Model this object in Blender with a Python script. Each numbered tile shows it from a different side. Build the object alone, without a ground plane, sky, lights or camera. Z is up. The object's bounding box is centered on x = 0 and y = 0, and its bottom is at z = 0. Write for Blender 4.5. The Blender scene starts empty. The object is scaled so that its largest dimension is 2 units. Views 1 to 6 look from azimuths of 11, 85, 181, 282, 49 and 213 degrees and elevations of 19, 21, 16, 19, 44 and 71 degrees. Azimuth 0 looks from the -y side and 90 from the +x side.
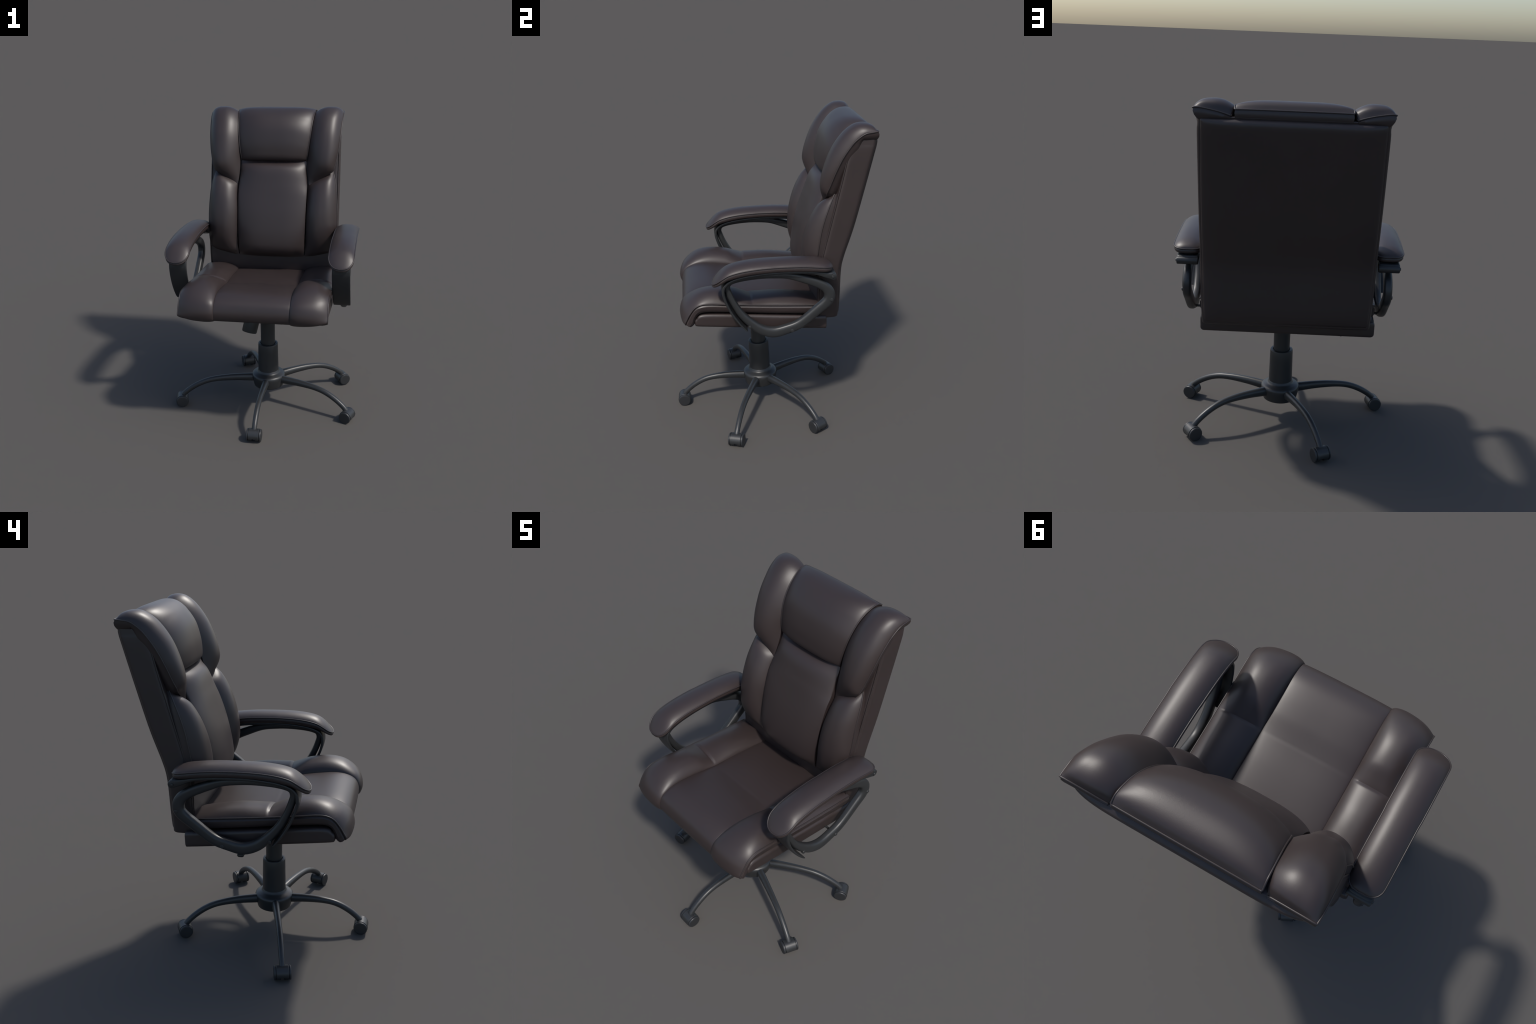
import bpy, bmesh, math
import numpy as np
from mathutils import Vector

# ------------------------------------------------------------------ helpers
def catmull(pts, n):
    """Catmull-Rom through pts, n samples, uniform per control point index."""
    P = np.array(pts, float)
    if P.ndim == 1:
        P = P[:, None]
    m = len(P)
    ext = np.vstack([2 * P[0] - P[1], P, 2 * P[-1] - P[-2]])
    out = []
    for k in range(n):
        t = k / (n - 1) * (m - 1)
        i = min(int(t), m - 2)
        f = t - i
        a, b, c, d = ext[i], ext[i + 1], ext[i + 2], ext[i + 3]
        out.append(0.5 * (2 * b + (c - a) * f + (2 * a - 5 * b + 4 * c - d) * f * f
                          + (3 * b - a - 3 * c + d) * f ** 3))
    return np.array(out)

def catmull_closed(pts, n):
    P = np.array(pts, float)
    m = len(P)
    out = []
    for k in range(n):
        t = k / n * m
        i = int(t) % m
        f = t - int(t)
        a, b, c, d = P[(i - 1) % m], P[i], P[(i + 1) % m], P[(i + 2) % m]
        out.append(0.5 * (2 * b + (c - a) * f + (2 * a - 5 * b + 4 * c - d) * f * f
                          + (3 * b - a - 3 * c + d) * f ** 3))
    return np.array(out)

def even(path, n, closed=False):
    """Resample a polyline at equal arc length."""
    P = np.array(path, float)
    if closed:
        P = np.vstack([P, P[:1]])
    L = np.concatenate([[0], np.cumsum(np.linalg.norm(np.diff(P, axis=0), axis=1))])
    s = np.linspace(0, L[-1], n + 1 if closed else n)
    if closed:
        s = s[:-1]
    return np.stack([np.interp(s, L, P[:, k]) for k in range(P.shape[1])], 1)

def new_object(name, verts, faces, mat, parent=None, smooth_angle=40.0, smooth=True):
    me = bpy.data.meshes.new(name)
    me.from_pydata([tuple(map(float, v)) for v in verts], [], faces)
    bm = bmesh.new()
    bm.from_mesh(me)
    bmesh.ops.remove_doubles(bm, verts=bm.verts, dist=1e-5)
    bmesh.ops.recalc_face_normals(bm, faces=bm.faces)
    lim = math.radians(smooth_angle)
    for f in bm.faces:
        f.smooth = smooth
    for e in bm.edges:
        e.smooth = not (len(e.link_faces) == 2 and e.calc_face_angle(0) > lim)
    bm.to_mesh(me)
    bm.free()
    me.materials.append(mat)
    ob = bpy.data.objects.new(name, me)
    bpy.context.scene.collection.objects.link(ob)
    if parent:
        ob.parent = parent
    return ob

def ring_faces(nr, m, cap0=True, cap1=True, closed=False):
    F = []
    R = nr if closed else nr - 1
    for i in range(R):
        for j in range(m):
            a = i * m + j
            b = i * m + (j + 1) % m
            i2 = (i + 1) % nr
            F.append((a, b, i2 * m + (j + 1) % m, i2 * m + j))
    if not closed:
        if cap0:
            F.append(tuple(range(m))[::-1])
        if cap1:
            F.append(tuple((nr - 1) * m + j for j in range(m)))
    return F

def sweep(name, path, half_w, half_h, side, mat, parent, m=20, power=2.0,
          closed=False, round_ends=True, smooth_angle=50.0):
    """Superellipse section swept along a path. side = width direction."""
    P = np.array(path, float)
    n = len(P)
    hw = np.broadcast_to(half_w, (n,)).astype(float)
    hh = np.broadcast_to(half_h, (n,)).astype(float)
    if closed:
        T = np.roll(P, -1, 0) - np.roll(P, 1, 0)
    else:
        T = np.gradient(P, axis=0)
    T /= np.linalg.norm(T, axis=1)[:, None]
    side = np.array(side, float)
    rings = []
    ang = np.linspace(0, 2 * math.pi, m, endpoint=False)
    cs = np.sign(np.cos(ang)) * np.abs(np.cos(ang)) ** (2 / power)
    sn = np.sign(np.sin(ang)) * np.abs(np.sin(ang)) ** (2 / power)
    def ring(i, k=1.0, push=0.0):
        s = side - T[i] * (side @ T[i])
        s /= np.linalg.norm(s)
        b = np.cross(T[i], s)
        c = P[i] + T[i] * push
        return [c + s * (hw[i] * k * x) + b * (hh[i] * k * y) for x, y in zip(cs, sn)]
    if round_ends and not closed:
        for a in (80, 60, 40, 20):
            r = math.radians(a)
            rings.append(ring(0, math.cos(r), -math.sin(r) * min(hw[0], hh[0]) * .8))
    for i in range(n):
        rings.append(ring(i))
    if round_ends and not closed:
        for a in (20, 40, 60, 80):
            r = math.radians(a)
            rings.append(ring(n - 1, math.cos(r), math.sin(r) * min(hw[-1], hh[-1]) * .8))
    V = [v for r in rings for v in r]
    return new_object(name, V, ring_faces(len(rings), m, closed=closed), mat, parent, smooth_angle)

def tube(name, path, r, mat, parent, closed=False, m=8):
    """Round cord along any 3D path (parallel transport frame)."""
    P = np.array(path, float)
    n = len(P)
    T = (np.roll(P, -1, 0) - np.roll(P, 1, 0)) if closed else np.gradient(P, axis=0)
    T /= np.linalg.norm(T, axis=1)[:, None]
    s = np.cross(T[0], [0.31, 0.2, 0.93])
    s /= np.linalg.norm(s)
    V = []
    for i in range(n):
        s = s - T[i] * (s @ T[i])
        s /= np.linalg.norm(s)
        b = np.cross(T[i], s)
        for j in range(m):
            a = 2 * math.pi * j / m
            V.append(P[i] + r * (math.cos(a) * s + math.sin(a) * b))
    return new_object(name, V, ring_faces(n, m, closed=closed), mat, parent, 60)

def revolve(name, prof, center, mat, parent, m=48, axis=(0, 0, 1), smooth_angle=35):
    """prof: list of (radius, height along axis)."""
    ax = Vector(axis).normalized()
    q = Vector((0, 0, 1)).rotation_difference(ax)
    c = Vector(center)
    V = []
    for r, h in prof:
        for j in range(m):
            a = 2 * math.pi * j / m
            V.append(c + q @ Vector((r * math.cos(a), r * math.sin(a), h)))
    return new_object(name, V, ring_faces(len(prof), m), mat, parent, smooth_angle)

def rounded_rect(hw, d, r, k=5, nx=12, ny=6):
    """Points (x, b) of a rounded rectangle, x in -hw..hw, b in 0..d."""
    r = min(r, hw * .98, d * .49)
    pts = []
    for cx, cy, a0 in ((hw - r, r, -90), (hw - r, d - r, 0), (-hw + r, d - r, 90), (-hw + r, r, 180)):
        for i in range(k + 1):
            a = math.radians(a0 + 90 * i / k)
            pts.append((cx + r * math.cos(a), cy + r * math.sin(a)))
    out = []
    m = len(pts)
    for i in range(m):
        p, q = pts[i], pts[(i + 1) % m]
        out.append(p)
        if i % (k + 1) == k:             # straight run after each corner arc
            n = ny if (i // (k + 1)) % 2 == 0 else nx
            for j in range(1, n):
                out.append((p[0] + (q[0] - p[0]) * j / n, p[1] + (q[1] - p[1]) * j / n))
    return out

# ---------------------------------------------------------------- materials
def leather(name, base, tint, rough):
    mat = bpy.data.materials.new(name)
    mat.use_nodes = True
    nt = mat.node_tree
    bs = nt.nodes["Principled BSDF"]
    tc = nt.nodes.new("ShaderNodeTexCoord")
    n1 = nt.nodes.new("ShaderNodeTexNoise")
    n1.inputs["Scale"].default_value = 3.0
    n1.inputs["Detail"].default_value = 3.0
    cr = nt.nodes.new("ShaderNodeValToRGB")
    cr.color_ramp.elements[0].position = 0.3
    cr.color_ramp.elements[0].color = (*base, 1)
    cr.color_ramp.elements[1].position = 0.7
    cr.color_ramp.elements[1].color = (*tint, 1)
    vo = nt.nodes.new("ShaderNodeTexVoronoi")
    vo.inputs["Scale"].default_value = 260.0
    bp = nt.nodes.new("ShaderNodeBump")
    bp.inputs["Strength"].default_value = 0.06
    bp.inputs["Distance"].default_value = 0.001
    L = nt.links.new
    L(tc.outputs["Object"], n1.inputs["Vector"])
    L(tc.outputs["Object"], vo.inputs["Vector"])
    L(n1.outputs["Fac"], cr.inputs["Fac"])
    L(cr.outputs["Color"], bs.inputs["Base Color"])
    L(vo.outputs["Distance"], bp.inputs["Height"])
    L(bp.outputs["Normal"], bs.inputs["Normal"])
    bs.inputs["Roughness"].default_value = rough
    bs.inputs["Specular IOR Level"].default_value = 0.5
    return mat

def plain(name, base, rough, spec=0.5, metallic=0.0):
    mat = bpy.data.materials.new(name)
    mat.use_nodes = True
    nt = mat.node_tree
    bs = nt.nodes["Principled BSDF"]
    tc = nt.nodes.new("ShaderNodeTexCoord")
    n1 = nt.nodes.new("ShaderNodeTexNoise")
    n1.inputs["Scale"].default_value = 40.0
    mr = nt.nodes.new("ShaderNodeMapRange")
    mr.inputs["To Min"].default_value = rough - 0.03
    mr.inputs["To Max"].default_value = rough + 0.03
    L = nt.links.new
    L(tc.outputs["Object"], n1.inputs["Vector"])
    L(n1.outputs["Fac"], mr.inputs["Value"])
    L(mr.outputs["Result"], bs.inputs["Roughness"])
    bs.inputs["Base Color"].default_value = (*base, 1)
    bs.inputs["Specular IOR Level"].default_value = spec
    bs.inputs["Metallic"].default_value = metallic
    return mat

LEATHER = leather("brown_leather", (0.0288, 0.0207, 0.0199), (0.0322, 0.0228, 0.0218), 0.445)
PIPING = leather("piping_leather", (0.0255, 0.0191, 0.0183), (0.028, 0.0207, 0.0198), 0.43)
BLACK = plain("black_plastic", (0.0185, 0.0195, 0.0205), 0.44)
METAL = plain("dark_painted_metal", (0.0225, 0.0235, 0.0245), 0.41)
WHEEL = plain("wheel_plastic", (0.021, 0.022, 0.024), 0.45)

# ------------------------------------------------------------------- root
root = bpy.data.objects.new("office_chair", None)
bpy.context.scene.collection.objects.link(root)
root["label"] = "high-backed dark brown leather swivel office chair with padded arms"
root["category"] = "office chair"

# ================================================================ backrest
XB = -0.0065                       # mid plane of the backrest and arms
BACK_Y = [(.404, .793), (.409, .970), (.418, 1.100), (.439, 1.190), (.502, 1.370),
          (.569, 1.600), (.634, 1.830), (.647, 1.880), (.652, 1.913)]
FRONT_Y = [(.277, .793), (.279, .930), (.286, 1.100), (.309, 1.200), (.366, 1.410),
           (.430, 1.643), (.481, 1.834), (.512, 1.884), (.560, 1.913)]
HALF_W = [.454, .463, .465, .465, .464, .463, .461, .458, .456]

def build_shell():
    n = 60
    B, F, W = catmull(BACK_Y, n), catmull(FRONT_Y, n), catmull(HALF_W, n)[:, 0]
    rings = []
    def ring(i, inset=0.0, dz=(0, 0)):
        f, b = F[i], B[i]
        d = np.linalg.norm(b - f)
        u = (b - f) / d
        pts = rounded_rect(W[i] - inset, d - 2 * inset, .022)
        return [(XB + x, (f + u * (q + inset))[0] + dz[0], (f + u * (q + inset))[1] + dz[1]) for x, q in pts]
    R = .026
    t0 = (F[1] + B[1] - F[0] - B[0]); t0 /= np.linalg.norm(t0)
    t1 = (F[-1] + B[-1] - F[-2] - B[-2]); t1 /= np.linalg.norm(t1)
    for a in (90, 70, 50, 30, 15):
        r = math.radians(a)
        rings.append(ring(0, R * (1 - math.cos(r)), tuple(-t0 * R * math.sin(r) * .6)))
    for i in range(n):
        rings.append(ring(i))
    for a in (15, 30, 50, 70, 90):
        r = math.radians(a)
        rings.append(ring(n - 1, .012 * (1 - math.cos(r)), tuple(t1 * .010 * math.sin(r))))
    m = len(rings[0])
    V = [v for r in rings for v in r]
    return new_object("backrest", V, ring_faces(len(rings), m), LEATHER, root, 50)

backrest = build_shell()

def build_back_panel():
    n, m = 140, 60
    B = even(catmull(BACK_Y, 90), n)
    W = np.interp(np.linspace(0, 1, n), np.linspace(0, 1, len(HALF_W)), HALF_W) - .011
    T = np.gradient(B, axis=0)
    T /= np.linalg.norm(T, axis=1)[:, None]
    N = np.stack([T[:, 1], -T[:, 0]], 1)
    L = np.concatenate([[0], np.cumsum(np.linalg.norm(np.diff(B, axis=0), axis=1))])
    V, edge = [], []
    us = np.sin(np.linspace(-1, 1, m) * math.pi / 2) * .9 + np.linspace(-1, 1, m) * .1
    for i in range(n):
        for u in us:
            # rounded corners at the foot of the panel
            w = W[i]
            if L[i] < .03:
                w -= .03 - math.sqrt(max(0, .03 ** 2 - (.03 - L[i]) ** 2))
            x = u * w
            dist = min(w - abs(x), L[i] + .001, L[-1] - L[i] + .001)
            h = -.012 + .0160 * (1 - math.exp(-dist / .0035))
            vv = 2 * L[i] / L[-1] - 1
            h += .025 * (1 - abs(u) ** 9.0) * (1 - abs(vv) ** (60.0 if vv > 0 else 12.0))      # soft padded bow
            p = B[i] + N[i] * h
            V.append((XB + x, p[0], p[1]))
    F = [(i * m + j, i * m + j + 1, (i + 1) * m + j + 1, (i + 1) * m + j)
         for i in range(n - 1) for j in range(m - 1)]
    nv = len(V)
    for i in range(n):                      # inner face gives the panel its depth
        for j in range(m):
            x, y, z = V[i * m + j]
            V.append((x, B[i][0] - N[i][0] * .02, B[i][1] - N[i][1] * .02))
    F += [tuple(nv + k for k in f)[::-1] for f in F]
    rim = [(0, j) for j in range(m)] + [(i, m - 1) for i in range(1, n)] + \
          [(n - 1, j) for j in range(m - 2, -1, -1)] + [(i, 0) for i in range(n - 2, 0, -1)]
    ids = [i * m + j for i, j in rim]
    for k in range(len(ids)):
        a, b = ids[k], ids[(k + 1) % len(ids)]
        F.append((a, nv + a, nv + b, b))
    ob = new_object("back_panel", V, F, LEATHER, backrest, 60)
    cord = []
    for i, j in rim[::2]:
        x, y, z = V[i * m + j]
        cord.append((x, y + .004, z))
    tube("piping", cord, .0035, PIPING, backrest, closed=True)
    return ob

build_back_panel()

for sx in (-1, 1):                 # cord along the front border of the side panels
    c = [(XB + sx * (w - .006), y + .004, z) for (y, z), w in zip(catmull(FRONT_Y, 60), catmull(HALF_W, 60)[:, 0])]
    tube("piping", c[:-3], .0045, PIPING, backrest)

def pillow(name, left, right, mid, back, parent, p=(2.2, 2.2), q=(.95, .95), n=72, m=48, cord=.0040,
           mirror=1, skirt_inset=.018, skew=(1.0, 1.0), cord_edges="back"):
    """Upholstered cushion: two edge lines, a crest line and a skirt running back.
    left/right: (x, y, z) control points, mid: (y, z) crest points (same count)."""
    Lc, Rc, C = catmull(left, n), catmull(right, n), catmull(mid, n)
    if mirror < 0:
        Lc, Rc = Lc * [-1, 1, 1], Rc * [-1, 1, 1]
    Lc = Lc + [XB, 0, 0]
    Rc = Rc + [XB, 0, 0]
    V = []
    us = .5 - .5 * np.cos(np.linspace(0, math.pi, m))
    us = .6 * us + .4 * np.linspace(0, 1, m)
    for i in range(n):
        pp = np.interp(i / n, (0, .25, .45, 1), (p[0], p[0], p[1], p[1]))
        qq = np.interp(i / n, (0, .25, .45, 1), (q[0], q[0], q[1], q[1]))
        sk = np.interp(i / n, (0, .25, .45, 1), (skew[0], skew[0], skew[1], skew[1]))
        base_mid = .5 * (Lc[i] + Rc[i])
        off = np.array([0, C[i][0] - base_mid[1], C[i][1] - base_mid[2]])
        for u in us:
            f = (1 - abs(2 * u ** sk - 1) ** pp) ** qq
            V.append(Lc[i] + (Rc[i] - Lc[i]) * u + off * f)
    F = [(i * m + j, i * m + j + 1, (i + 1) * m + j + 1, (i + 1) * m + j)
         for i in range(n - 1) for j in range(m - 1)]
    rim = [(0, j) for j in range(m)] + [(i, m - 1) for i in range(1, n)] + \
          [(n - 1, j) for j in range(m - 2, -1, -1)] + [(i, 0) for i in range(n - 2, 0, -1)]
    ids = [i * m + j for i, j in rim]
    ring0 = np.array([V[k] for k in ids])
    cen = ring0.mean(0)
    prev = ids
    for depth, tuck, ins in ((.10, .0, .45), (.30, .03, .15), (.60, .25, .45), (.85, .6, .8), (1.0, 1.0, 1.0)):
        cur = []
        for pnt in ring0:
            b = np.array(back(pnt)) if callable(back) else np.array(back)
            inward = cen - pnt
            inward[1] *= 0
            d = np.linalg.norm(inward) + 1e-6
            cur.append(len(V))
            roll = .009 * math.sin(math.pi * depth) * min(1.0, max(0.0, (pnt[1] - .61) / .03))
            V.append(pnt + b * [tuck, depth, depth] + inward / d * skirt_inset * ins + np.array((0, roll, 0)))
        for k in range(len(ids)):
            k2 = (k + 1) % len(ids)
            F.append((prev[k], prev[k2], cur[k2], cur[k]))
        prev = cur
    F.append(tuple(prev))
    ob = new_object(name, V, F, LEATHER, parent, 55)
    path = []                        # piping runs only along the sewn outer edges
    if "left" in cord_edges:
        path += [V[i * m] for i in range(n - 1, 0, -1)]
    if "back" in cord_edges:
        path += [V[j] for j in range(m)]
    if "right" in cord_edges:
        path += [V[i * m + m - 1] for i in range(1, n)]
    if path:
        tube("piping", even(path, 180), cord, PIPING, ob)
    return ob

LOW_EDGE = [(.446, .279, 1.060), (.449, .277, .980), (.449, .276, .900), (.446, .276, .830)]
pillow("lower_back_panel", [(-x, y, z) for x, y, z in LOW_EDGE], LOW_EDGE,
       [(.276, 1.060), (.262, .980), (.262, .900), (.274, .830)], (0, .03, 0), backrest, p=(5.0, 5.0), q=(.8, .8),
       skirt_inset=.002, cord_edges="")
# edge and crest of the head pillow, from its back top seam down to its lower seam
HEAD_EDGE = [(.281, .651, 1.955), (.279, .618, 1.972), (.276, .578, 1.966), (.271, .530, 1.945),
             (.264, .478, 1.897), (.256, .432, 1.822), (.246, .408, 1.745), (.239, .400, 1.690),
             (.234, .402, 1.655), (.231, .412, 1.637)]
HEAD_CREST = [(.651, 1.957), (.624, 1.987), (.575, 1.996), (.514, 1.986), (.451, 1.948),
              (.401, 1.884), (.372, 1.800), (.360, 1.725), (.363, 1.664), (.406, 1.632)]
pillow("head_pillow", [(-x, y, z) for x, y, z in HEAD_EDGE], HEAD_EDGE, HEAD_CREST,
       lambda p: (0, -.005 if p[2] > 1.94 else .07, -.050 if p[2] > 1.94 else -.02), backrest,
       p=(4.5, 2.8), q=(.66, .84), skirt_inset=.006, cord_edges="left back right")

LUMBAR_EDGE = [(.232, .408, 1.643), (.236, .378, 1.570), (.243, .340, 1.490), (.244, .298, 1.413),
               (.242, .259, 1.290), (.240, .236, 1.160), (.238, .230, 1.060), (.233, .240, .988)]
LUMBAR_CREST = [(.404, 1.645), (.334, 1.602), (.290, 1.500), (.255, 1.400),
                (.216, 1.280), (.184, 1.140), (.182, 1.040), (.238, .979)]
pillow("lumbar_cushion", [(-x, y, z) for x, y, z in LUMBAR_EDGE], LUMBAR_EDGE, LUMBAR_CREST,
       (0, .09, 0), backrest, p=(3.0, 3.0), q=(.84, .84), skirt_inset=.004, cord_edges="")

WING_OUT = [(.476, .655, 1.957), (.477, .622, 1.954), (.477, .580, 1.948), (.475, .540, 1.924),
            (.472, .502, 1.888), (.466, .448, 1.812), (.456, .405, 1.725), (.440, .372, 1.640),
            (.428, .355, 1.598), (.412, .354, 1.574)]
WING_IN = [(.300, .650, 1.926), (.286, .622, 1.955), (.279, .575, 1.961), (.274, .530, 1.940),
           (.268, .478, 1.892), (.260, .432, 1.815), (.250, .410, 1.735), (.243, .398, 1.640),
           (.247, .372, 1.545), (.256, .354, 1.480)]
WING_CREST = [(.653, 1.950), (.632, 1.987), (.580, 2.000), (.524, 1.988), (.458, 1.938),
              (.391, 1.845), (.345, 1.735), (.325, 1.645), (.330, 1.578), (.352, 1.524)]
SIDE_OUT = [(.412, .405, 1.592), (.436, .372, 1.528), (.449, .340, 1.455), (.456, .312, 1.370),
            (.461, .293, 1.280), (.461, .277, 1.190), (.458, .268, 1.110), (.448, .266, 1.045), (.425, .262, 1.022)]
SIDE_IN = [(.250, .372, 1.490), (.249, .346, 1.448), (.247, .312, 1.390), (.246, .281, 1.325),
           (.246, .261, 1.260), (.246, .245, 1.170), (.245, .242, 1.090), (.243, .238, 1.030), (.238, .244, .986)]
SIDE_CREST = [(.372, 1.536), (.312, 1.508), (.262, 1.435), (.230, 1.358),
              (.209, 1.280), (.197, 1.195), (.199, 1.112), (.221, 1.035), (.250, .998)]
for sx in (-1, 1):
    def wing_back(p, sx=sx):
        k = min(1.0, max(0.0, (abs(p[0] - XB) - .30) / .17))
        top = np.array((-sx * .022 * k, -.004, 1.910 - p[2]))      # tuck in under the cord
        side = np.array((-sx * .036 * k, .085, -.02))
        w = min(1.0, max(0.0, (p[1] - .49) / .09))
        return top * w + side * (1 - w)
    pillow("back_wing", WING_IN, WING_OUT, WING_CREST, wing_back, backrest,
           mirror=sx, p=(2.7, 2.4), q=(.66, .82), skirt_inset=.008, skew=(1.40, 1.25), cord_edges="back right")
    pillow("side_cushion", SIDE_IN, SIDE_OUT, SIDE_CREST, (0, .08, -.02), backrest, mirror=sx, p=(2.5, 2.6), q=(.82, .82), skirt_inset=.004, skew=(1.15, 1.15), cord_edges="right")

# ==================================================================== seat
XS = -0.011
# side cord, bolster crest, panel seam and centre line, front lip to rear
SEAT_EDGE = [(-.552, .822), (-.560, .838), (-.545, .868), (-.527, .898), (-.494, .937), (-.451, .956), (-.391, .956),
             (-.277, .941), (-.140, .926), (.000, .912), (.130, .900), (.290, .886)]
SEAT_CREST = [(-.560, .801), (-.583, .822), (-.588, .866), (-.568, .924), (-.524, .968), (-.456, 1.002), (-.365, 1.014),
              (-.253, .998), (-.142, .959), (.010, .955), (.130, .939), (.290, .905)]
SEAT_SEAM = [(-.548, .803), (-.568, .822), (-.572, .866), (-.553, .912), (-.516, .938), (-.458, .952), (-.385, .950),
             (-.265, .933), (-.150, .911), (.000, .898), (.130, .885), (.290, .866)]
SEAT_MID = [(-.548, .803), (-.570, .822), (-.575, .866), (-.557, .917), (-.519, .947), (-.458, .963), (-.380, .961),
            (-.265, .945), (-.150, .923), (.000, .908), (.130, .893), (.290, .872)]
SEAT_HALF, SEAM_HALF = .480, .243

def build_seat():
    n, mb, mc = 220, 40, 44
    E, B, S, C = (catmull(k, n) for k in (SEAT_EDGE, SEAT_CREST, SEAT_SEAM, SEAT_MID))
    tb = .5 - .5 * np.cos(np.linspace(0, math.pi, mb))
    rows = []
    for i in range(n):
        row = []
        e, b, s, c = E[i], B[i], S[i], C[i]
        dy = s[0] + .148
        crease = .0125 * math.exp(dy / .028 if dy < 0 else -dy / .0055)
        we = SEAT_HALF - .022 * max(0, 1 - (i / n) / .09) ** 2
        for sx in (-1, 1):
            part = []
            for t in tb:
                x = we + (SEAM_HALF - we) * t
                f = (1 - abs(2 * t - 1) ** 2.4) ** (.85 if t < .5 else .85 - .20 * min(1.0, (t - .5) / .3))
                yz = e + (s - e) * t + (b - .5 * (e + s)) * f
                part.append((XS + sx * x, yz[0], yz[1] - crease * f))
            if sx < 0:
                row += part
                for t in (.5 - .5 * np.cos(np.linspace(0, math.pi, mc)))[1:-1]:
                    u = 2 * t - 1
                    f = (1 - abs(u) ** 3.2) ** .65
                    yz = s + (c - s) * f
                    row.append((XS + SEAM_HALF * u, yz[0], yz[1] - crease * .12 * f))
            else:
                row += part[::-1]
        rows.append(row)
    m = len(rows[0])
    V = [v for r in rows for v in r]
    F = [(i * m + j, i * m + j + 1, (i + 1) * m + j + 1, (i + 1) * m + j)
         for i in range(n - 1) for j in range(m - 1)]
    # side walls under the cord: drop towards the underside line
    under = catmull([(-.540, .806), (-.520, .808), (-.503, .826), (-.493, .858), (-.470, .888), (-.430, .897), (-.360, .892),
                     (-.260, .881), (-.130, .866), (.000, .850), (.130, .836), (.290, .818)], n)
    walls = {}
    for sx, j0 in ((-1, 0), (1, m - 1)):
        prev = [i * m + j0 for i in range(n)]
        wall = walls[sx] = [prev]
        for w, xin in ((.08, .007), (.28, -.002), (.65, -.002), (.9, .007), (1.0, .018), (1.0, .25)):
            cur = []
            for i in range(n):
                e = np.array(V[i * m + j0][1:])
                p = e + (under[i] - e) * w
                cur.append(len(V))
                V.append((V[i * m + j0][0] - sx * xin, p[0], p[1]))
            for i in range(n - 1):
                F.append((prev[i], prev[i + 1], cur[i + 1], cur[i]))
            prev = cur
            wall.append(cur)
        if sx < 0:
            lo = prev
    for i in range(n - 1):
        F.append((lo[i], lo[i + 1], prev[i + 1], prev[i]))
    for i in (0, n - 1):                         # close the front slit and the rear end
        F.append(tuple([i * m + j for j in range(m)] + [w[i] for w in walls[1][1:]] + [w[i] for w in walls[-1][:0:-1]]))
    ob = new_object("seat", V, F, LEATHER, root, 32)
    for j0 in (0, m - 1):
        tube("piping", even([V[i * m + j0] for i in range(n)], 120), .0040, PIPING, ob)
    return ob

seat = build_seat()

def build_seat_base():
    XC, hw, R = -0.016, .479, .024
    top = catmull([(-.492, .860), (-.440, .885), (-.2, .862), (.05, .833), (.322, .803)], 24)
    bot = catmull([(-.492, .805), (-.440, .797), (-.2, .769), (.05, .741), (.320, .712)], 24)
    rings = []
    def ring(i, inset, push):
        t, b = top[i], bot[i]
        d = np.linalg.norm(t - b)
        u = (t - b) / d
        return [(XC + x, (b + u * (q + inset))[0] + push, (b + u * (q + inset))[1])
                for x, q in rounded_rect(hw - inset, d - 2 * inset, .02, nx=10, ny=4)]
    for a in (90, 65, 40, 20):
        r = math.radians(a)
        rings.append(ring(0, R * (1 - math.cos(r)), -R * math.sin(r) * .5))
    for i in range(24):
        rings.append(ring(i, 0, 0))
    for a in (20, 40, 65, 90):
        r = math.radians(a)
        rings.append(ring(23, R * (1 - math.cos(r)), R * math.sin(r) * .4))
    m = len(rings[0])
    return new_object("seat_base", [v for r in rings for v in r], ring_faces(len(rings), m), LEATHER, root, 50)

seat_base = build_seat_base()

# ==================================================================== arms
PAD_Z = [(-.380, 1.122), (-.351, 1.143), (-.314, 1.171), (-.268, 1.194), (-.179, 1.211), (-.046, 1.218),
         (.132, 1.212), (.266, 1.197), (.355, 1.182)]
PAD_TOP = [(-.380, 1.138), (-.351, 1.168), (-.314, 1.200), (-.268, 1.225), (-.190, 1.241), (-.075, 1.248),
           (.116, 1.244), (.261, 1.230), (.355, 1.214)]
PAD_LOW = [(-.380, 1.096), (-.353, 1.113), (-.316, 1.137), (-.270, 1.158), (-.135, 1.180), (.043, 1.182),
           (.222, 1.168), (.355, 1.152)]

def curve_fn(pts):
    P = catmull(pts, 160)
    return lambda y: float(np.interp(y, P[:, 0], P[:, 1]))

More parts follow.
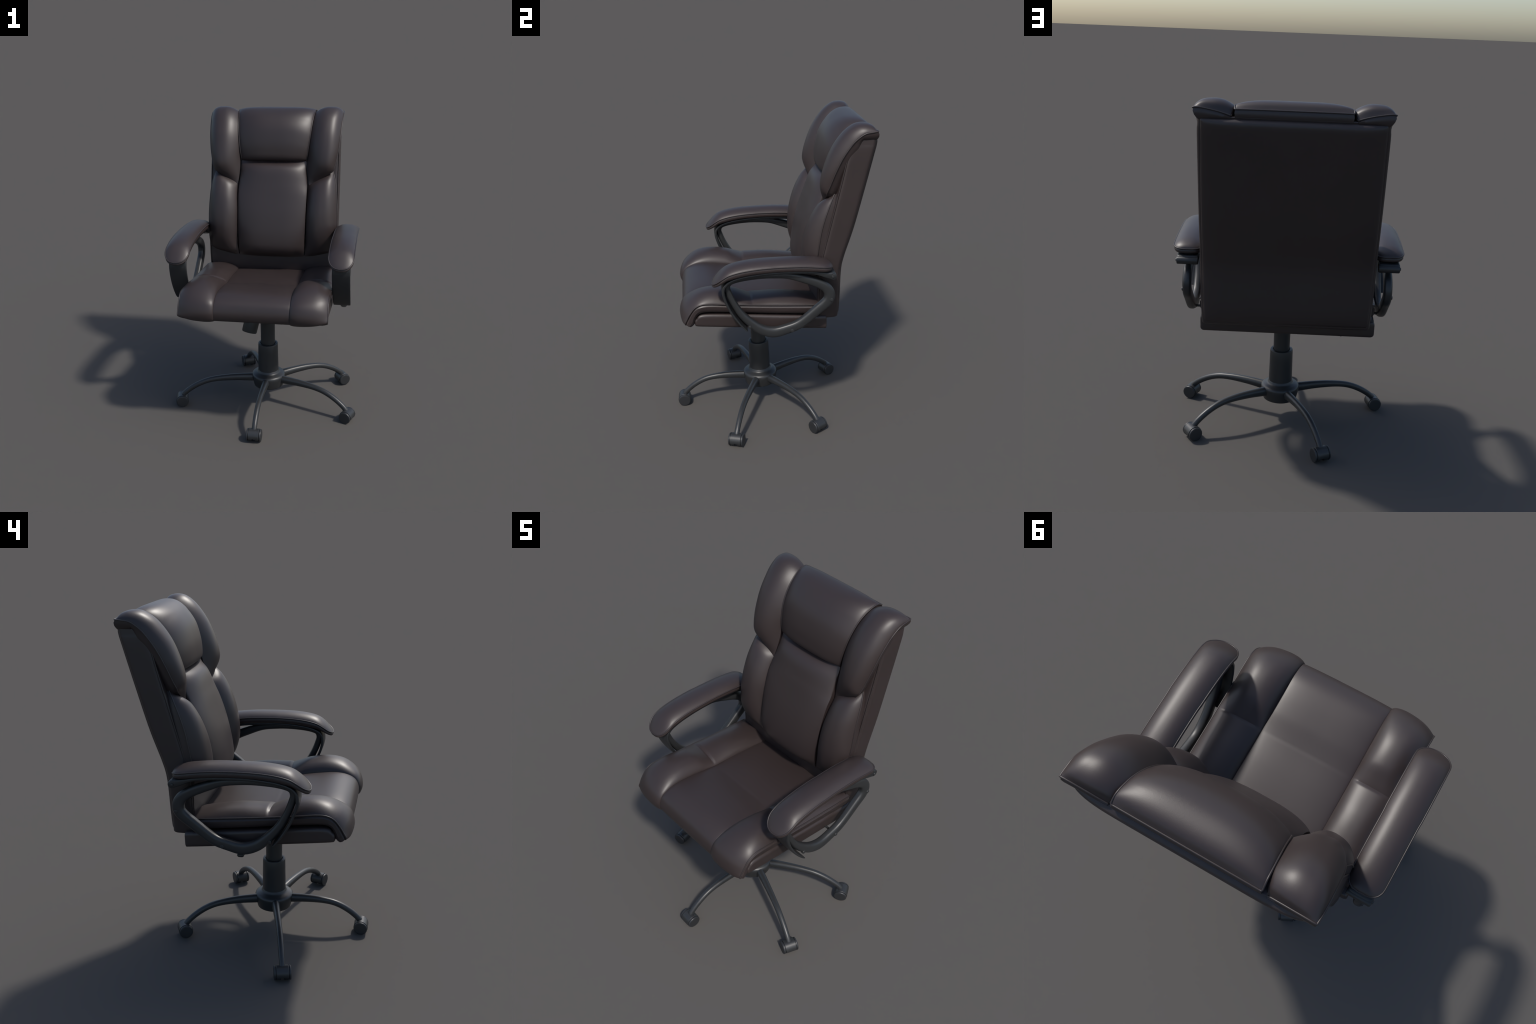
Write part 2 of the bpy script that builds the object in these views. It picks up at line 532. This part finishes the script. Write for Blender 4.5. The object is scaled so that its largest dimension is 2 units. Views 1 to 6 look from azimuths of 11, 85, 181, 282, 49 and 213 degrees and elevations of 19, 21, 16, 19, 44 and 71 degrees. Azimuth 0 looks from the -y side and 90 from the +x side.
def build_arm(sx):
    cx = XB + sx * .538
    zp, zt, zl = curve_fn(PAD_Z), curve_fn(PAD_TOP), curve_fn(PAD_LOW)
    m = 96
    y0, y1, a = -.378, .353, .081
    outline = []                     # plan: round nose in front, squarer heel
    rn, rh = .071, .056
    for cxx, cy, r, s0 in ((a - rn, y0 + rn, rn, -90), (a - rh, y1 - rh, rh, 0),
                           (-a + rh, y1 - rh, rh, 90), (-a + rn, y0 + rn, rn, 180)):
        for k in range(15):
            t = math.radians(s0 + 90 * k / 14)
            outline.append((cxx + r * math.cos(t), cy + r * math.sin(t)))
    outline = even(outline, m, closed=True)
    outline[:, 0] *= 1 - .02 * (outline[:, 1] > 0)
    yc = .5 * (y0 + y1)
    right = np.array(sorted([(y, x) for x, y in outline if x >= 0]))
    nyr, nu = 72, 31
    ys = .5 * (y0 + y1) - .5 * (y1 - y0) * np.cos(np.linspace(0, math.pi, nyr))
    us = np.sin(np.linspace(-1, 1, nu) * math.pi / 2) * .7 + np.linspace(-1, 1, nu) * .3
    V = []
    for y in ys:
        h = max(.004, float(np.interp(y, right[:, 0], right[:, 1])))
        e = max(0.0, 1 - (abs(y - yc) / (.5 * (y1 - y0))) ** 9) ** .5      # dome closes at nose and heel
        for u in us:
            f = (1 - abs(u) ** 2.3) ** .80 * e
            V.append((cx + h * u, y, zp(y) + (zt(y) - zp(y)) * f))
    F = [(i * nu + j, i * nu + j + 1, (i + 1) * nu + j + 1, (i + 1) * nu + j)
         for i in range(nyr - 1) for j in range(nu - 1)]
    ids = [j for j in range(nu)] + [i * nu + nu - 1 for i in range(1, nyr)] + \
          [(nyr - 1) * nu + j for j in range(nu - 2, -1, -1)] + [i * nu for i in range(nyr - 2, 0, -1)]
    rim = [V[k] for k in ids]
    prev = ids
    for w, s in ((.10, .955), (.30, .995), (.60, .995), (.85, .95), (1.0, .87), (1.0, .5)):
        cur = []
        for x, y, z in rim:
            yy = yc + (y - yc) * (1 - (1 - s) * .25)
            cur.append(len(V))
            V.append((cx + (x - cx) * s, yy, z + (zl(yy) - z) * w))
        F += [(prev[k], prev[(k + 1) % len(ids)], cur[(k + 1) % len(ids)], cur[k]) for k in range(len(ids))]
        prev = cur
    F.append(tuple(prev))
    arm = new_object("armrest", V, F, LEATHER, root, 50)
    tube("piping", even(rim, 160, closed=True), .0040, PIPING, arm, closed=True)

    # bracket: wide flat strip under the pad, bending down in front to a thin tip
    path = [(.346, 1.125), (.310, 1.134), (.262, 1.148), (.205, 1.159), (.100, 1.168), (-.046, 1.171), (-.180, 1.161), (-.262, 1.142),
            (-.304, 1.112), (-.314, 1.070), (-.308, 1.030), (-.296, .990), (-.270, .930), (-.236, .873), (-.203, .828), (-.183, .806)]
    thick = [.024, .0190, .012, .0095, .009, .009, .009, .009, .009, .009, .0085, .008, .0075, .0065, .005, .0035]
    n = 110
    P2 = catmull(path, n)
    path3 = [(cx, y, z) for y, z in P2]
    sweep("arm_bracket", path3, catmull([.058] * 4 + [.059] * 4 + [.058, .056], n)[:, 0], catmull(thick, n)[:, 0],
          (1, 0, 0), BLACK, arm, m=28, power=7)
    revolve("bracket_barrel", [(.014, -.058), (.0195, -.056), (.0215, -.051), (.0215, .051), (.0195, .056), (.014, .058)],
            (cx, .354, 1.121), BLACK, arm, 32, axis=(sx, 0, 0))

    # loop: closed rounded bar in one upright plane
    loop = [(-.270, 1.124, .020), (-.200, 1.140, .018), (-.090, 1.147, .018), (.000, 1.144, .019), (.090, 1.134, .022),
            (.180, 1.105, .027), (.262, 1.070, .029), (.315, 1.034, .031), (.336, .988, .034), (.322, .943, .033),
            (.262, .893, .031), (.150, .808, .031), (.060, .776, .032), (-.018, .763, .034), (-.092, .787, .031),
            (-.155, .838, .027), (-.213, .905, .023), (-.256, .985, .020), (-.281, 1.050, .020), (-.289, 1.090, .020)]
    LP = catmull_closed(loop, 180)
    xl = XB + sx * .5425
    sweep("arm_loop", [(xl, y, z) for y, z, t in LP], .0245, LP[:, 2], (1, 0, 0), METAL, arm, m=32, power=2.8, closed=True)
    face = xl + sx * .0245
    for y, z, deep in ((.345, .957, .03), (-.165, .820, .03), (.095, .772, .085)):
        revolve("bolt", [(.007, -deep), (.007, -.02), (.0115, -.015), (.0115, -.001), (.0100, .0015), (.006, .0026)], (face, y, z), METAL, arm, 20, axis=(sx, 0, 0))
    revolve("bolt", [(.009, -.01), (.009, .003), (.0075, .006), (.004, .007)], (cx + sx * .057, .350, 1.121), METAL, arm, 20, axis=(sx, 0, 0))
    return arm

for sx in (1, -1):
    build_arm(sx)

# ==================================================================== base
HX, HY = .0115, -.083
star_base = revolve("star_base",
    [(.060, .128), (.098, .128), (.1025, .131), (.1045, .138), (.1165, .190), (.1175, .205), (.115, .214), (.108, .220),
     (.097, .2245), (.086, .2275), (.079, .231), (.0745, .237), (.0725, .247), (.0690, .250)],
    (HX, HY, 0), METAL, root, 64, smooth_angle=50)
revolve("column_sleeve", [(.066, .20), (.0720, .205), (.0712, .28), (.0698, .38), (.0688, .446), (.0675, .4495), (.064, .451),
                          (.0535, .4505), (.0530, .440)], (HX, HY, 0), METAL, star_base, 64, smooth_angle=50)
revolve("gas_column", [(.0495, .42), (.0500, .60), (.0500, .76)], (HX, HY, 0), METAL, star_base, 48)
# tilt mechanism under the seat
def box(name, c, h, bev, mat, parent, tilt=0.0):
    me = bpy.data.meshes.new(name)
    bm = bmesh.new()
    bmesh.ops.create_cube(bm, size=2)
    for v in bm.verts:
        x, y, z = v.co.x * h[0], v.co.y * h[1], v.co.z * h[2]
        v.co = (c[0] + x, c[1] + y * math.cos(tilt) - z * math.sin(tilt), c[2] + y * math.sin(tilt) + z * math.cos(tilt))
    bmesh.ops.bevel(bm, geom=bm.edges[:], offset=bev, segments=3, affect='EDGES', profile=.5)
    for f in bm.faces:
        f.smooth = True
    bm.to_mesh(me)
    bm.free()
    me.materials.append(mat)
    ob = bpy.data.objects.new(name, me)
    bpy.context.scene.collection.objects.link(ob)
    ob.parent = parent
    return ob
box("tilt_mechanism", (-.015, -.12, .755), (.13, .22, .028), .01, BLACK, seat_base, tilt=-.11)
revolve("tension_knob", [(.030, -.123), (.040, -.123), (.042, -.128), (.047, -.1275), (.050, -.122), (.0515, -.04), (.048, .03)],
        (-.050, -.2715, .747), BLACK, seat_base, 40, axis=(.20, .30, .93))
tip = [(-.05, -.05, .735), (-.14, .000, .700), (-.22, .025, .665), (-.285, .040, .637)]
sweep("control_lever", catmull(tip, 24), .0075, .0075, (0, 0, 1), BLACK, seat_base, m=12)
tip = [(-.268, .036, .640), (-.302, .043, .630), (-.338, .049, .616)]
sweep("lever_paddle", catmull(tip, 12), .011, .021, (.1, .1, 1), BLACK, seat_base, m=16, power=3)
# measured leg ends (x, y) of the five legs
LEG_ENDS = [(-.583, -.235), (.003, -.623), (.580, -.295), (.507, .242), (-.231, .424)]
LEG_PROFILE = [(.070, .188, .029), (.115, .188, .028), (.200, .193, .025), (.280, .194, .0225), (.345, .191, .020), (.405, .183, .0190),
               (.458, .167, .0185), (.510, .142, .0183), (.556, .112, .0180), (.588, .083, .0175), (.604, .055, .0170)]

def build_caster(ex, ey, ang):
    """Twin-wheel caster: drum hood open below on its outer side, a disc on each side."""
    out = np.array([math.cos(ang), math.sin(ang), 0])
    tan = np.array([-math.sin(ang), math.cos(ang), 0])
    up = np.array([0, 0, 1.0])
    c = np.array([ex, ey, .0415]) + out * .006
    prof = []
    ro, ri, k = .0432, .037, 28
    for i in range(k + 1):
        t = math.radians(-12 + (200 + 12) * i / k)
        prof.append((ro * math.cos(t), ro * math.sin(t)))
    for i in range(k + 1):
        t = math.radians(200 - (200 + 12) * i / k)
        prof.append((ri * math.cos(t), ri * math.sin(t)))
    rings = []
    for w, s in ((-.0345, .97), (-.033, 1.0), (.033, 1.0), (.0345, .97)):
        rings.append([c + tan * w + out * (a * s) + up * (b * s) for a, b in prof])
    V = [v for r in rings for v in r]
    ob = new_object("caster", V, ring_faces(4, len(prof)), METAL, root, 40)
    for s in (-1, 1):
        revolve("wheel", [(.020, -.028), (.0385, -.028), (.0395, -.026), (.0395, -.003), (.0365, -.002), (.0365, .000), (.0408, .001), (.0415, .003), (.0412, .007), (.0390, .0100), (.036, .0110), (.030, .0112)],
                c + tan * s * .0375, WHEEL, ob, 40, axis=tuple(tan * s))
    revolve("axle", [(.010, -.034), (.010, .034)], c, WHEEL, ob, 16, axis=tuple(tan))
    box("wheel_fork", tuple(c + up * .012), (.012, .012, .022), .003, METAL, ob)
    return ob

for ex, ey in LEG_ENDS:
    d = np.array([ex - HX, ey - HY])
    R = np.linalg.norm(d)
    d /= R
    k = (R - .1) / (.596 - .1)
    prof = catmull(LEG_PROFILE, 60)
    path = [(HX + d[0] * (.1 + (r - .1) * k), HY + d[1] * (.1 + (r - .1) * k), z) for r, z, h in prof]
    wid = np.interp(prof[:, 0], [.07, .2, .35, .6], [.026, .0215, .0185, .0165])
    sweep("leg", path, wid, prof[:, 2], (-d[1], d[0], 0), METAL, star_base, m=24, power=2.2)
    build_caster(ex, ey, math.atan2(d[1], d[0]))
